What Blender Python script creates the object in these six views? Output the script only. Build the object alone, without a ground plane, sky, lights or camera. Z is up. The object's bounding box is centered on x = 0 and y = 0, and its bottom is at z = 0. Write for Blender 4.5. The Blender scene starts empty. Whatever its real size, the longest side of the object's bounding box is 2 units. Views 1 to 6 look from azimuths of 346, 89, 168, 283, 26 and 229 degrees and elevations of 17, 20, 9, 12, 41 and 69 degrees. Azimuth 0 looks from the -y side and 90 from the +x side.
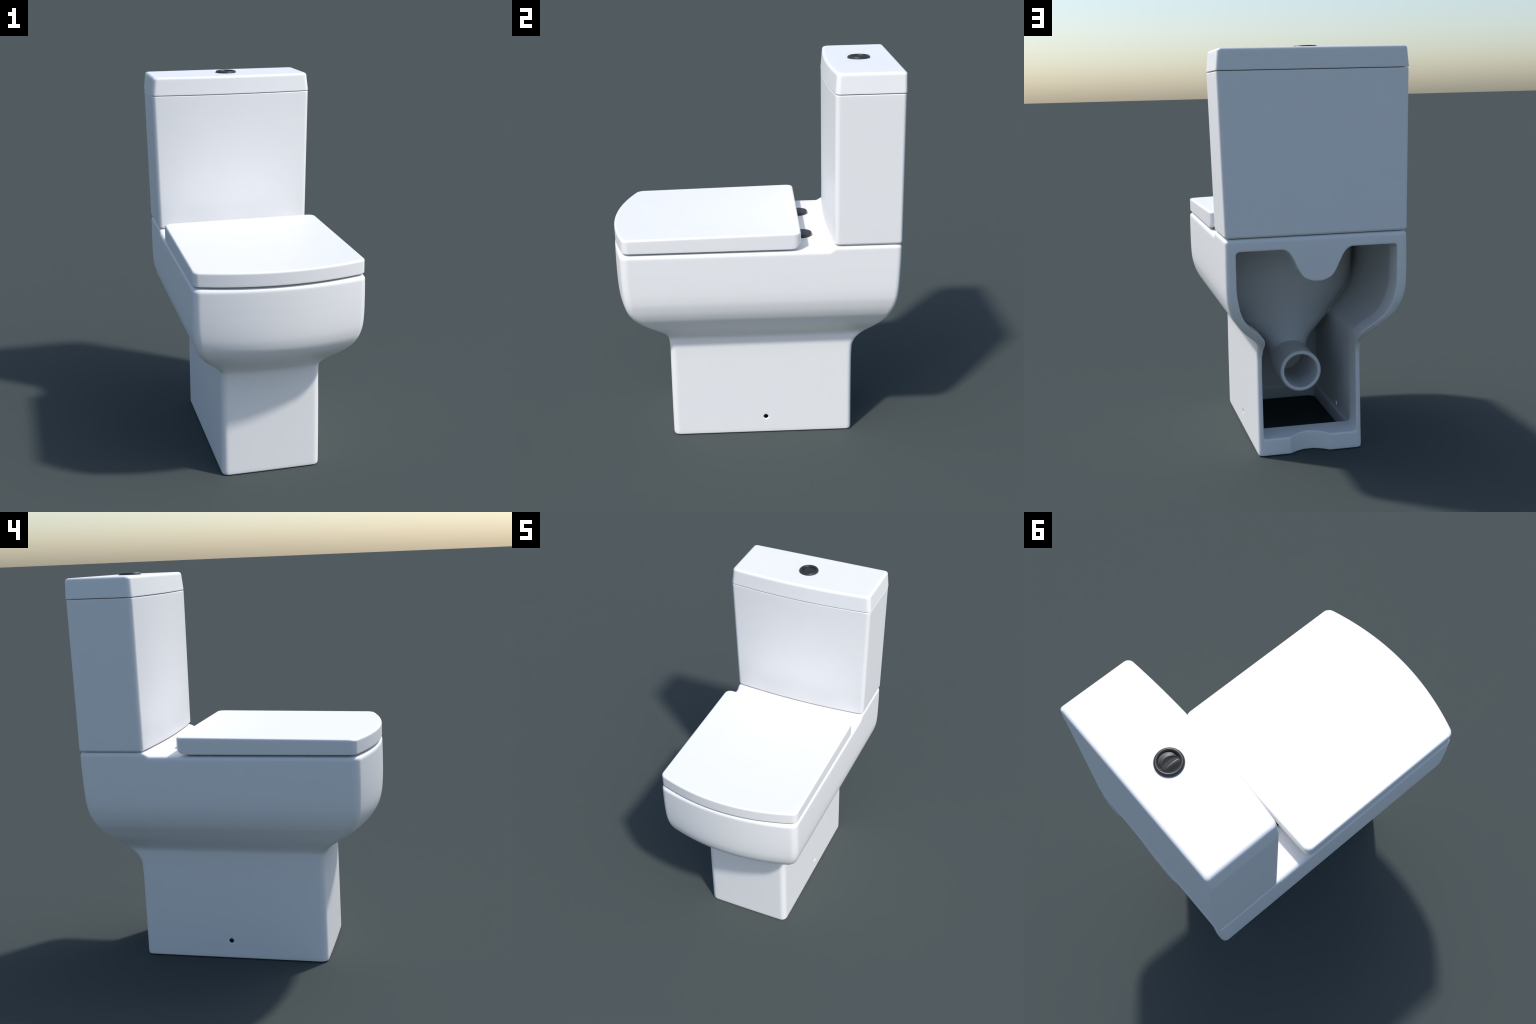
"""Close-coupled ceramic toilet: pan with open back, cistern, cistern lid,
square soft-close seat and lid, hinge caps, dual-flush button."""
import bpy, bmesh, math
import numpy as np
from mathutils import Vector

# ----------------------------------------------------------------------------
# materials
# ----------------------------------------------------------------------------
def glaze(name, colour, rough, coat, grain=0.012):
    m = bpy.data.materials.new(name)
    m.use_nodes = True
    nt = m.node_tree
    b = nt.nodes["Principled BSDF"]
    tc = nt.nodes.new("ShaderNodeTexCoord")
    nz = nt.nodes.new("ShaderNodeTexNoise")
    nz.inputs["Scale"].default_value = 9.0
    nz.inputs["Detail"].default_value = 3.0
    nt.links.new(tc.outputs["Object"], nz.inputs["Vector"])
    ramp = nt.nodes.new("ShaderNodeValToRGB")
    lo = [max(0.0, c * (1 - grain)) for c in colour]
    hi = [min(1.0, c * (1 + grain)) for c in colour]
    ramp.color_ramp.elements[0].position = 0.3
    ramp.color_ramp.elements[0].color = (*lo, 1)
    ramp.color_ramp.elements[1].position = 0.7
    ramp.color_ramp.elements[1].color = (*hi, 1)
    nt.links.new(nz.outputs["Fac"], ramp.inputs["Fac"])
    nt.links.new(ramp.outputs["Color"], b.inputs["Base Color"])
    b.inputs["Roughness"].default_value = rough
    b.inputs["Coat Weight"].default_value = coat
    b.inputs["Coat Roughness"].default_value = rough
    return m


CERAMIC = glaze("white_ceramic", (0.80, 0.80, 0.80), 0.45, 0.0, 0.005)
PLASTIC = glaze("white_seat_plastic", (0.80, 0.80, 0.80), 0.45, 0.0, 0.004)
BLACK = glaze("black_hinge_plastic", (0.017, 0.017, 0.017), 0.42, 0.0)
CHROME = glaze("dark_button_finish", (0.022, 0.022, 0.022), 0.40, 0.0)


# ----------------------------------------------------------------------------
# helpers
# ----------------------------------------------------------------------------
def pchip(xs, ys):
    """monotone cubic through control points"""
    x = np.array(xs, float); y = np.array(ys, float)
    h = np.diff(x); d = np.diff(y) / h
    m = np.zeros_like(x)
    for i in range(1, len(x) - 1):
        if d[i - 1] * d[i] > 0:
            w1 = 2 * h[i] + h[i - 1]; w2 = h[i] + 2 * h[i - 1]
            m[i] = (w1 + w2) / (w1 / d[i - 1] + w2 / d[i])
    m[0] = d[0]; m[-1] = d[-1]

    def f(q):
        q = min(max(q, x[0]), x[-1])
        i = min(int(np.searchsorted(x, q, side="right")) - 1, len(h) - 1)
        t = (q - x[i]) / h[i]
        return float((1 + 2 * t) * (1 - t) ** 2 * y[i] + t * (1 - t) ** 2 * h[i] * m[i]
                     + t * t * (3 - 2 * t) * y[i + 1] + t * t * (t - 1) * h[i] * m[i + 1])
    return f


def plan(hw, yb, yfc, yf, rf, rb, n_corner=8, n_front=26, n_side=14):
    """Plan outline of a box with a bowed front: straight sides at x=+-hw,
    straight back at yb, parabolic front (centre yf, corners yfc)."""
    k = (yfc - yf) / (hw * hw)
    front = lambda x: yf + k * x * x

    def fillet(p0, c, p1):
        q = 0.5523
        a = p0 + (c - p0) * q; b = p1 + (c - p1) * q
        out = []
        for i in range(n_corner + 1):
            t = i / n_corner
            out.append(p0 * (1 - t) ** 3 + a * 3 * t * (1 - t) ** 2 + b * 3 * t * t * (1 - t) + p1 * t ** 3)
        return out

    V = lambda x, y: np.array([x, y])
    half = []                                     # x >= 0, from the back centre to the front centre
    n_b = 8
    for i in range(n_b):
        half.append(V((hw - rb) * i / n_b, yb))
    half += fillet(V(hw - rb, yb), V(hw, yb), V(hw, yb - rb))
    y0, y1 = yb - rb, yfc + rf
    for i in range(1, n_side):
        half.append(V(hw, y0 + (y1 - y0) * i / n_side))
    half += fillet(V(hw, y1), V(hw, yfc), V(hw - rf, front(hw - rf)))
    for i in range(1, n_front + 1):
        x = (hw - rf) * (1 - i / n_front)
        half.append(V(x, front(x)))
    left = [V(-p[0], p[1]) for p in half[1:-1]][::-1]
    return half + left


def ellipse_plan(a, y_front, y_back, power=2.4, n=72):
    """super-ellipse plan outline"""
    c = 0.5 * (y_front + y_back); b = 0.5 * (y_back - y_front)
    pts = []
    for i in range(n):
        t = 2 * math.pi * i / n
        s, co = math.sin(t), math.cos(t)
        pts.append(np.array([a * math.copysign(abs(co) ** (2 / power), co),
                             c + b * math.copysign(abs(s) ** (2 / power), s)]))
    return pts


def loft(name, rings, caps=True):
    """rings: list of lists of (x, y, z)"""
    n = len(rings[0])
    verts = [tuple(map(float, p)) for r in rings for p in r]
    faces = []
    for k in range(len(rings) - 1):
        for i in range(n):
            j = (i + 1) % n
            faces.append((k * n + i, k * n + j, (k + 1) * n + j, (k + 1) * n + i))
    if caps:
        faces.append(tuple(range(n))[::-1])
        faces.append(tuple(range((len(rings) - 1) * n, len(rings) * n)))
    me = bpy.data.meshes.new(name)
    me.from_pydata(verts, [], faces)
    bm = bmesh.new(); bm.from_mesh(me)
    bmesh.ops.recalc_face_normals(bm, faces=bm.faces)
    bm.to_mesh(me); bm.free()
    ob = bpy.data.objects.new(name, me)
    bpy.context.scene.collection.objects.link(ob)
    return ob


def flat(outline, z):
    return [(p[0], p[1], z) for p in outline]


def apply_mods(ob):
    dg = bpy.context.evaluated_depsgraph_get()
    me = bpy.data.meshes.new_from_object(ob.evaluated_get(dg))
    old = ob.data
    ob.modifiers.clear()
    ob.data = me
    me.name = ob.name
    bpy.data.meshes.remove(old)


def boolean(ob, other, op):
    md = ob.modifiers.new("b", "BOOLEAN")
    md.operation = op
    md.object = other
    md.solver = "EXACT"
    apply_mods(ob)
    bpy.data.objects.remove(other)


def smooth(ob, angle=None):
    me = ob.data
    me.polygons.foreach_set("use_smooth", [True] * len(me.polygons))
    if angle is not None:
        me.set_sharp_from_angle(angle=math.radians(angle))


def weighted(ob):
    smooth(ob, 50)
    md = ob.modifiers.new("w", "WEIGHTED_NORMAL")
    md.keep_sharp = True
    md.weight = 80


def prism(name, outline, axis_from, axis_to, axis="y"):
    """extrude a 2D outline: axis 'y' takes (x, z) points, 'x' takes (y, z), 'z' takes (x, y)"""
    place = {"y": lambda p, a: (p[0], a, p[1]), "x": lambda p, a: (a, p[0], p[1]),
             "z": lambda p, a: (p[0], p[1], a)}[axis]
    return loft(name, [[place(p, axis_from) for p in outline], [place(p, axis_to) for p in outline]])


def circle(cx, cy, r, n=48):
    return [(cx + r * math.cos(2 * math.pi * i / n), cy + r * math.sin(2 * math.pi * i / n)) for i in range(n)]


def revolve(name, profile, n=64, caps=True):
    """profile (r, z), first and last point on or near the axis"""
    rings = [[(r * math.cos(2 * math.pi * i / n), r * math.sin(2 * math.pi * i / n), z) for i in range(n)]
             for r, z in profile]
    return loft(name, rings, caps)


# ----------------------------------------------------------------------------
# pan: outer profile (height -> half width, back, front corner, front centre)
# ----------------------------------------------------------------------------
PROFILE = [  # z      hw     back    corner  centre
    (0.000, 0.2653, 0.4977, -0.4730, -0.4760),
    (0.200, 0.2648, 0.4982, -0.4710, -0.4740),
    (0.400, 0.2638, 0.4992, -0.4680, -0.4710),
    (0.500, 0.2628, 0.5032, -0.4665, -0.4690),
    (0.540, 0.2628, 0.5182, -0.4670, -0.4700),
    (0.560, 0.2633, 0.5342, -0.4685, -0.4725),
    (0.580, 0.2646, 0.5572, -0.4719, -0.4790),
    (0.600, 0.2756, 0.5802, -0.4814, -0.4990),
    (0.620, 0.2946, 0.6002, -0.4949, -0.5250),
    (0.640, 0.3156, 0.6177, -0.5139, -0.5540),
    (0.660, 0.3361, 0.6347, -0.5379, -0.5850),
    (0.680, 0.3538, 0.6492, -0.5630, -0.6150),
    (0.700, 0.3688, 0.6637, -0.5880, -0.6450),
    (0.750, 0.4023, 0.6882, -0.6295, -0.6970),
    (0.800, 0.4218, 0.7072, -0.6525, -0.7225),
    (0.850, 0.4323, 0.7172, -0.6615, -0.7320),
    (0.900, 0.4353, 0.7222, -0.6655, -0.7350),
    (0.950, 0.4358, 0.7252, -0.6675, -0.7360),
    (1.000, 0.4358, 0.7277, -0.6680, -0.7360),
    (1.050, 0.4353, 0.7297, -0.6675, -0.7355),
    (1.140, 0.4343, 0.7317, -0.6655, -0.7335),
]
ZP = [r[0] for r in PROFILE]
HW, YB, YFC, YF = (pchip(ZP, [r[i] for r in PROFILE]) for i in range(1, 5))
DECK = 1.1115            # rim height
SHELF = 1.1315          # raised shelf that carries the cistern

TANK_FRONT = lambda x: 0.3757 + 0.115 * x * x


def shelf_height(x, y):
    """deck is flat, then ramps up to the shelf just ahead of the cistern front"""
    t = (y - (TANK_FRONT(x) - 0.023)) / 0.025
    t = min(max(t, 0.0), 1.0)
    t = t * t * (3 - 2 * t)
    return DECK + (SHELF - DECK) * t


def build_pan():
    rf, rb = 0.034, 0.022
    rings = []

    def pan_ring(z, inset=0.0):
        return plan(HW(z) - inset, YB(z) - inset, YFC(z) + inset, YF(z) + inset, rf, rb, n_side=60)

    r = 0.008
    for a in (90, 60, 30):
        s = math.radians(a)
        rings.append(flat(pan_ring(0.0, r * (1 - math.cos(s))), r * (1 - math.sin(s))))
    zs = list(np.arange(0.02, 1.085, 0.01))
    for z in zs:
        rings.append(flat(pan_ring(z), z))
    # rounded rim: ring heights follow the deck / shelf step
    R = 0.019
    for a in (0, 15, 30, 45, 60, 75, 90):
        s = math.radians(a)
        o = pan_ring(1.09, R * (1 - math.cos(s)))
        rings.append([(p[0], p[1], shelf_height(*p) - R + R * math.sin(s)) for p in o])
    # deck surface: shrink rows of the outline toward the middle to hold the step
    n = len(rings[0])
    base = pan_ring(1.09, R)
    ob = loft("pan", rings, caps=False)
    bm = bmesh.new(); bm.from_mesh(ob.data)
    bm.verts.ensure_lookup_table()
    bottom = [bm.verts[i] for i in range(n)]
    bm.faces.new(bottom[::-1])
    top = [bm.verts[(len(rings) - 1) * n + i] for i in range(n)]
    # bridge left and right halves in strips: index i on the right mirrors n - i on the left
    cols = 28
    rows = []
    for i in range(0, n // 2 + 1):
        a, b = top[i], top[(n - i) % n]
        if a is b:
            rows.append([a]); continue
        row = [a]
        for c in range(1, cols):
            x = a.co.x + (b.co.x - a.co.x) * c / cols
            y = a.co.y
            row.append(bm.verts.new((x, y, shelf_height(x, y))))
        row.append(b)
        rows.append(row)
    for u, v in zip(rows[:-1], rows[1:]):
        if len(u) == 1 or len(v) == 1:
            one, many = (u[0], v) if len(u) == 1 else (v[0], u)
            for c in range(len(many) - 1):
                bm.faces.new((one, many[c], many[c + 1]))
        else:
            for c in range(cols):
                bm.faces.new((u[c], u[c + 1], v[c + 1], v[c]))
    bmesh.ops.recalc_face_normals(bm, faces=bm.faces)
    bm.to_mesh(ob.data); bm.free()

    # --- cavity seen through the open back -----------------------------------
    OPEN = pchip([0.0, 0.4, 0.5, 0.58, 0.60, 0.62, 0.64, 0.66, 0.68, 0.70, 0.75, 0.80, 0.90, 1.10],
                 [0.237, 0.238, 0.237, 0.231, 0.232, 0.240, 0.254, 0.273, 0.297, 0.320, 0.353, 0.371, 0.385, 0.385])
    TOP = 1.072
    BAR = 0.087
    # wide inner chamber, stopping short of the back to leave a lip
    rings = []
    for z in list(np.arange(0.07, TOP, 0.02)) + [TOP]:
        w = max(HW(z) - 0.0095, OPEN(z) + 0.006)
        yb = YB(z) - 0.132
        rings.append(flat(plan(w, yb, YFC(z) + 0.035, YF(z) + 0.035, 0.05, 0.02), z))
    boolean(ob, loft("chamber", rings), "DIFFERENCE")
    # open foot inside the plinth
    boolean(ob, loft("foot", [flat(plan(0.240, 0.372, -0.437, -0.437, 0.04, 0.02), z) for z in (-0.1, 0.2)]), "DIFFERENCE")
    # opening in the back with small rounded corners
    rings = []
    zs = list(np.linspace(BAR, BAR + 0.012, 4)) + list(np.arange(0.11, TOP - 0.02, 0.015)) + list(np.linspace(TOP - 0.016, TOP, 5))
    for z in zs:
        w = OPEN(z)
        if z < BAR + 0.012:
            w -= 0.012 - math.sqrt(max(0.0, 0.012 ** 2 - (BAR + 0.012 - z) ** 2))
        if z > TOP - 0.016:
            w -= 0.016 - math.sqrt(max(0.0, 0.016 ** 2 - (z - TOP + 0.016) ** 2))
        lift = 0.018 * max(0.0, 1 - (z - BAR) / 0.2)     # bar top climbs toward the inside
        rings.append([(w, 0.30, z + lift * 1.6), (w, 0.50, z), (w, 0.90, z), (-w, 0.90, z), (-w, 0.50, z), (-w, 0.30, z + lift * 1.6)])
    boolean(ob, loft("opening", rings), "DIFFERENCE")
    # scooped notch in the bar at the foot of the back
    out = [(-0.115, 0.60), (-0.115, 0.5030)]
    for i in range(0, 25):
        x = -0.104 + 0.208 * i / 24
        c = 0.5 + 0.5 * math.cos(math.pi * x / 0.104)
        out.append((x, 0.5000 - 0.056 * c ** 0.42))
    out += [(0.115, 0.5030), (0.115, 0.60)]
    boolean(ob, prism("notch", out, -0.1, 0.25, "z"), "DIFFERENCE")
    # floor-fixing holes through both side walls
    for s in (-1, 1):
        boolean(ob, prism("hole", circle(0.034, 0.096, 0.0125, 32), s * 0.20, s * 0.30, "x"), "DIFFERENCE")

    # --- basin and trap -------------------------------------------------------
    # elliptic funnel: half width is given where the flank turns toward the back (y = -0.05)
    rows = [  # z, half width, front, back
        (1.100, 0.366, -0.66, 0.160), (0.950, 0.363, -0.66, 0.150), (0.880, 0.357, -0.64, 0.136),
        (0.775, 0.336, -0.60, 0.108), (0.690, 0.302, -0.52, 0.080), (0.620, 0.258, -0.43, 0.062),
        (0.571, 0.220, -0.37, 0.060), (0.520, 0.174, -0.30, 0.062), (0.480, 0.136, -0.24, 0.072),
        (0.440, 0.110, -0.19, 0.086), (0.370, 0.096, -0.17, 0.092), (0.320, 0.084, -0.16, 0.082),
        (0.285, 0.058, -0.13, 0.050), (0.266, 0.020, -0.08, -0.010)]
    rows = rows[::-1]
    zz = [q[0] for q in rows]
    fa, ff, fb = (pchip(zz, [q[i] for q in rows]) for i in range(1, 4))
    rings, hollow = [], []
    for z in np.linspace(0.266, 1.10, 64):
        c, b = 0.5 * (ff(z) + fb(z)), 0.5 * (fb(z) - ff(z))
        a = fa(z) / math.sqrt(max(0.6, 1 - ((-0.05 - c) / b) ** 2))
        a = min(a, HW(z) - 0.006)
        rings.append(flat(ellipse_plan(a, ff(z), fb(z), 2.0), z))
        if z > 0.40:
            hollow.append(flat(ellipse_plan(max(a - 0.045, 0.05), ff(z) + 0.04, fb(z) - 0.035, 2.0), z))
    boolean(ob, loft("basin_outside", rings), "UNION")
    # lobe hanging from the top bar behind the basin
    lobe = pchip([0.914, 0.916, 0.920, 0.931, 0.950, 0.975, 1.010, 1.041, 1.060, 1.080],
                 [0.004, 0.024, 0.038, 0.059, 0.078, 0.093, 0.109, 0.125, 0.141, 0.180])
    rings = []
    for z in [0.914, 0.916, 0.92, 0.926] + list(np.arange(0.932, 1.08, 0.008)) + [1.08]:
        w = lobe(z)
        rings.append([(w, 0.575, z), (w, YB(z), z), (-w, YB(z), z), (-w, 0.575, z)])
    boolean(ob, loft("lobe", rings), "UNION")
    # inside of the bowl, running down into the trap
    hollow.append([(p[0], p[1], 1.30) for p in hollow[-1]])
    boolean(ob, loft("basin_inside", hollow), "DIFFERENCE")
    # bore for the outlet pipe
    boolean(ob, prism("bore", circle(0.0, 0.370, 0.0885), -0.08, 0.60, "y"), "DIFFERENCE")

    rm = ob.modifiers.new("r", "REMESH")
    rm.mode = "VOXEL"
    rm.voxel_size = 0.004
    sm = ob.modifiers.new("s", "SMOOTH")
    sm.factor = 0.5
    sm.iterations = 5
    apply_mods(ob)
    smooth(ob)
    ob.data.materials.append(CERAMIC)
    return ob


def build_outlet():
    """stub pipe with a rounded lip and a hollow that turns upward"""
    prof = [(0.0865, 0.030), (0.0865, 0.15), (0.0865, 0.300), (0.089, 0.307), (0.094, 0.309), (0.101, 0.308),
            (0.1065, 0.303), (0.1075, 0.296), (0.1075, 0.22), (0.1075, 0.08), (0.100, 0.030), (0.0865, 0.030)]
    ob = revolve("outlet_pipe", prof, caps=False)
    for v in ob.data.vertices:
        x, y, z = v.co
        v.co = (x, z, 0.370 - y)
    weighted(ob)
    ob.data.materials.append(CERAMIC)
    return ob


# ----------------------------------------------------------------------------
# cistern and its lid
# ----------------------------------------------------------------------------
def build_cistern():
    z0, z1 = 1.1345, 1.8872
    hw = lambda z: 0.4345 + (0.4480 - 0.4345) * (z - z0) / (z1 - z0)
    yb = lambda z: 0.7315 + 0.002 * (z - z0)

    def ring(z, inset):
        h = hw(z)
        return flat(plan(h - inset, yb(z) - inset, TANK_FRONT(h) + inset, TANK_FRONT(0) + inset, 0.022, 0.016), z)
    rings = [ring(z0, 0.10), ring(z0, 0.016)]
    R = 0.012
    for a in (75, 55, 35, 15, 0):
        s = math.radians(a)
        rings.append(ring(z0 + R * (1 - math.sin(s)), R * (1 - math.cos(s))))
    for t in np.linspace(0.04, 0.96, 24):
        rings.append(ring(z0 + t * (z1 - z0), 0.0))
    R = 0.006
    for a in (0, 25, 50, 75, 90):
        s = math.radians(a)
        rings.append(ring(z1 - R * (1 - math.sin(s)), R * (1 - math.cos(s))))
    rings += [ring(z1, 0.012), ring(z1, 0.10)]
    ob = loft("cistern", rings)
    weighted(ob)
    ob.data.materials.append(CERAMIC)
    return ob


LID_TOP = 1.9885


def build_cistern_lid():
    z0, z1 = 1.8895, LID_TOP
    hw = lambda z: 0.4497 - 0.010 * (z - z0) / (z1 - z0)
    lean = lambda z: 0.008 * (z - z0) / (z1 - z0)

    def ring(z, inset):
        h = hw(z)
        return flat(plan(h - inset, 0.7350 - inset, TANK_FRONT(0.445) + lean(z) + inset,
                         TANK_FRONT(0) - 0.002 + lean(z) + inset, 0.024, 0.016), z)
    rings = [ring(z0, 0.10), ring(z0, 0.006)]
    R = 0.003
    for a in (70, 30, 0):
        s = math.radians(a)
        rings.append(ring(z0 + R * (1 - math.sin(s)), R * (1 - math.cos(s))))
    for t in np.linspace(0.1, 0.8, 6):
        rings.append(ring(z0 + t * (z1 - z0), 0.0))
    R = 0.014
    for a in (0, 15, 30, 45, 60, 75, 90):
        s = math.radians(a)
        rings.append(ring(z1 - R * (1 - math.sin(s)), R * (1 - math.cos(s))))
    rings += [ring(z1, 0.02), ring(z1, 0.10)]
    ob = loft("cistern_lid", rings)
    weighted(ob)
    ob.data.materials.append(CERAMIC)
    return ob


# ----------------------------------------------------------------------------
# flush button
# ----------------------------------------------------------------------------
KNOB = (0.0, 0.555)


def build_button():
    ring = revolve("button_ring", [(0.040, LID_TOP - 0.004)] + [
        (0.0495 - 0.0085 * math.cos(a), LID_TOP + 0.0025 + 0.009 * math.sin(a)) for a in np.linspace(0.0, math.pi, 15)]
        + [(0.0585, LID_TOP + 0.001), (0.0575, LID_TOP - 0.003)], 64)
    # sculpted press plate: a scooped crescent on one side, a ridged lens on the other
    R = 0.0425
    low = LID_TOP + 0.0012

    def height(x, y):
        yy = min(abs(y) / 0.0385, 1.0)
        bow = math.sqrt(max(0.0, 1 - yy * yy))
        crest = -0.0125                          # crest line of the lens
        foot = crest + 0.0130 * bow              # where the lens meets the scoop
        lip = crest + 0.0330 * bow               # outer edge of the scoop
        peak = low + 0.0022 + 0.0055 * bow       # lens is tallest in the middle
        if x < crest:
            t = min((crest - x) / 0.030, 1.0)
            return peak - (peak - low) * t * t * (3 - 2 * t)
        if x < foot:
            t = (x - crest) / max(foot - crest, 1e-6)
            return peak - (peak - low - 0.0003) * t ** 2
        if x < lip:
            t = (x - foot) / max(lip - foot, 1e-6)
            return low + 0.0003 + (0.0012 + 0.0038 * bow) * t ** 1.6
        t = min((x - lip) / 0.012, 1.0)
        return low + 0.0015 + 0.0038 * bow - 0.0022 * t

    nr, na = 60, 160
    rings = []
    for k in range(nr, 0, -1):
        r = R * k / nr
        row = []
        for i in range(na):
            a = 2 * math.pi * i / na
            x, y = r * math.cos(a), r * math.sin(a)
            row.append((x, y, height(x, y)))
        rings.append(row)
    rings = [[(p[0], p[1], LID_TOP - 0.004) for p in rings[0]]] + rings
    plate = loft("button_plate", rings)
    for ob in (ring, plate):
        for v in ob.data.vertices:
            v.co.x += KNOB[0]; v.co.y += KNOB[1]
        smooth(ob, 40)
        ob.data.materials.append(CHROME)
    return ring, plate


# ----------------------------------------------------------------------------
# seat, lid, hinges
# ----------------------------------------------------------------------------
SEAT_BACK = 0.2285


def lid_bottom(y):
    """underside of the lid curves up toward the hinge"""
    t = (y - (SEAT_BACK - 0.054)) / 0.054
    t = min(max(t, 0.0), 1.0)
    return 1.1215 + 0.036 * (1 - math.sqrt(1 - min(t * t, 0.998)))


def build_seat_lid():
    def ring(frac, drop, inset):
        o = plan(0.4320 - inset, SEAT_BACK - inset, -0.654 + inset, -0.7340 + inset, 0.026, 0.034, n_side=50)
        out = []
        for p in o:
            zb = lid_bottom(p[1])
            top = 1.1938 + 0.0132 * (p[1] + 0.73) / 0.95      # rises a little toward the hinge
            out.append((p[0], p[1], zb + (top - zb) * frac + drop))
        return out
    rings = [ring(0.72, 0, 0.20), ring(0.72, 0, 0.034), ring(0.70, 0, 0.028), ring(0.04, 0, 0.026), ring(0.0, 0.0, 0.024)]
    rings += [ring(0.0, 0.0, 0.006), ring(0.0, 0.0005, 0.0025), ring(0.0, 0.002, 0.0007), ring(0.0, 0.004, 0.0)]
    for f in (0.2, 0.4, 0.6, 0.8):
        rings.append(ring(f, 0, 0))
    R = 0.010
    for a in (0, 20, 40, 60, 75, 90):
        s = math.radians(a)
        rings.append(ring(1.0, -R * (1 - math.sin(s)), R * (1 - math.cos(s))))
    rings += [ring(1.0, 0.0, 0.014), ring(1.0, 0.0, 0.20)]
    ob = loft("seat_lid", rings)
    weighted(ob)
    ob.data.materials.append(PLASTIC)
    return ob


def build_seat():
    """ring seat hidden under the lid, with the opening in the middle"""
    o = lambda i: plan(0.400 - i, 0.190 - i, -0.622 + i, -0.702 + i, 0.03, 0.03)

    def hole(i, n):
        e = ellipse_plan(0.235 + i, -0.545 - i, 0.060 + i, 2.6, n)
        # start at the back centre and run the same way as plan()
        k = n // 4
        e = [e[(k - j) % n] for j in range(n)]
        return e
    n = len(o(0))
    z0, z1 = 1.1125, 1.160
    rings = [flat(hole(0.004, n), z0), flat(o(0.004), z0), flat(o(0.0), z0 + 0.004), flat(o(0.0), z1 - 0.012),
             flat(o(0.004), z1 - 0.004), flat(o(0.012), z1), flat(hole(0.012, n), z1), flat(hole(0.004, n), z1 - 0.004),
             flat(hole(0.0, n), z1 - 0.012), flat(hole(0.0, n), z0 + 0.004), flat(hole(0.004, n), z0)]
    ob = loft("seat", rings, caps=False)
    bm = bmesh.new(); bm.from_mesh(ob.data)
    bmesh.ops.remove_doubles(bm, verts=bm.verts, dist=1e-5)
    bmesh.ops.recalc_face_normals(bm, faces=bm.faces)
    bm.to_mesh(ob.data); bm.free()
    weighted(ob)
    ob.data.materials.append(PLASTIC)
    # hinge bar along the back of the seat
    r = 0.017
    cy, cz = SEAT_BACK - 0.0190, 1.151
    rings = []
    for x, k in [(-0.287, 0.6), (-0.286, 0.85), (-0.283, 1.0)] + [(q, 1.0) for q in np.linspace(-0.25, 0.25, 6)] \
            + [(0.283, 1.0), (0.286, 0.85), (0.287, 0.6)]:
        rings.append([(x, cy + r * k * math.cos(2 * math.pi * i / 28), cz + r * k * math.sin(2 * math.pi * i / 28)) for i in range(28)])
    bar = loft("hinge_bar", rings)
    weighted(bar)
    bar.data.materials.append(PLASTIC)
    return ob, bar


def build_hinge_caps():
    h0, h1 = DECK - 0.004, 1.1275
    first = revolve("hinge_cap", [(0.0005, h0), (0.0492, h0), (0.0500, h1 - 0.0015), (0.0490, h1), (0.047, h1 + 0.0004), (0.0005, h1 + 0.0006)], 56)
    weighted(first)
    first.data.materials.append(BLACK)
    second = first.copy()
    bpy.context.scene.collection.objects.link(second)
    second.name = "hinge_cap"
    first.location = (0.184, 0.246, 0)
    second.location = (-0.184, 0.246, 0)
    return first, second


# ----------------------------------------------------------------------------
# assemble
# ----------------------------------------------------------------------------
root = bpy.data.objects.new("toilet", None)
bpy.context.scene.collection.objects.link(root)
root["label"] = "white square close-coupled toilet with closed lid and cistern"
root["category"] = "toilet"

pan = build_pan()
outlet = build_outlet()
cistern = build_cistern()
cistern_lid = build_cistern_lid()
ring, plate = build_button()
seat_lid = build_seat_lid()
seat, bar = build_seat()
caps = build_hinge_caps()
for ob in (pan, cistern, cistern_lid, seat_lid, seat, *caps):
    ob.parent = root
outlet.parent = pan
bar.parent = seat
ring.parent = cistern_lid
plate.parent = cistern_lid
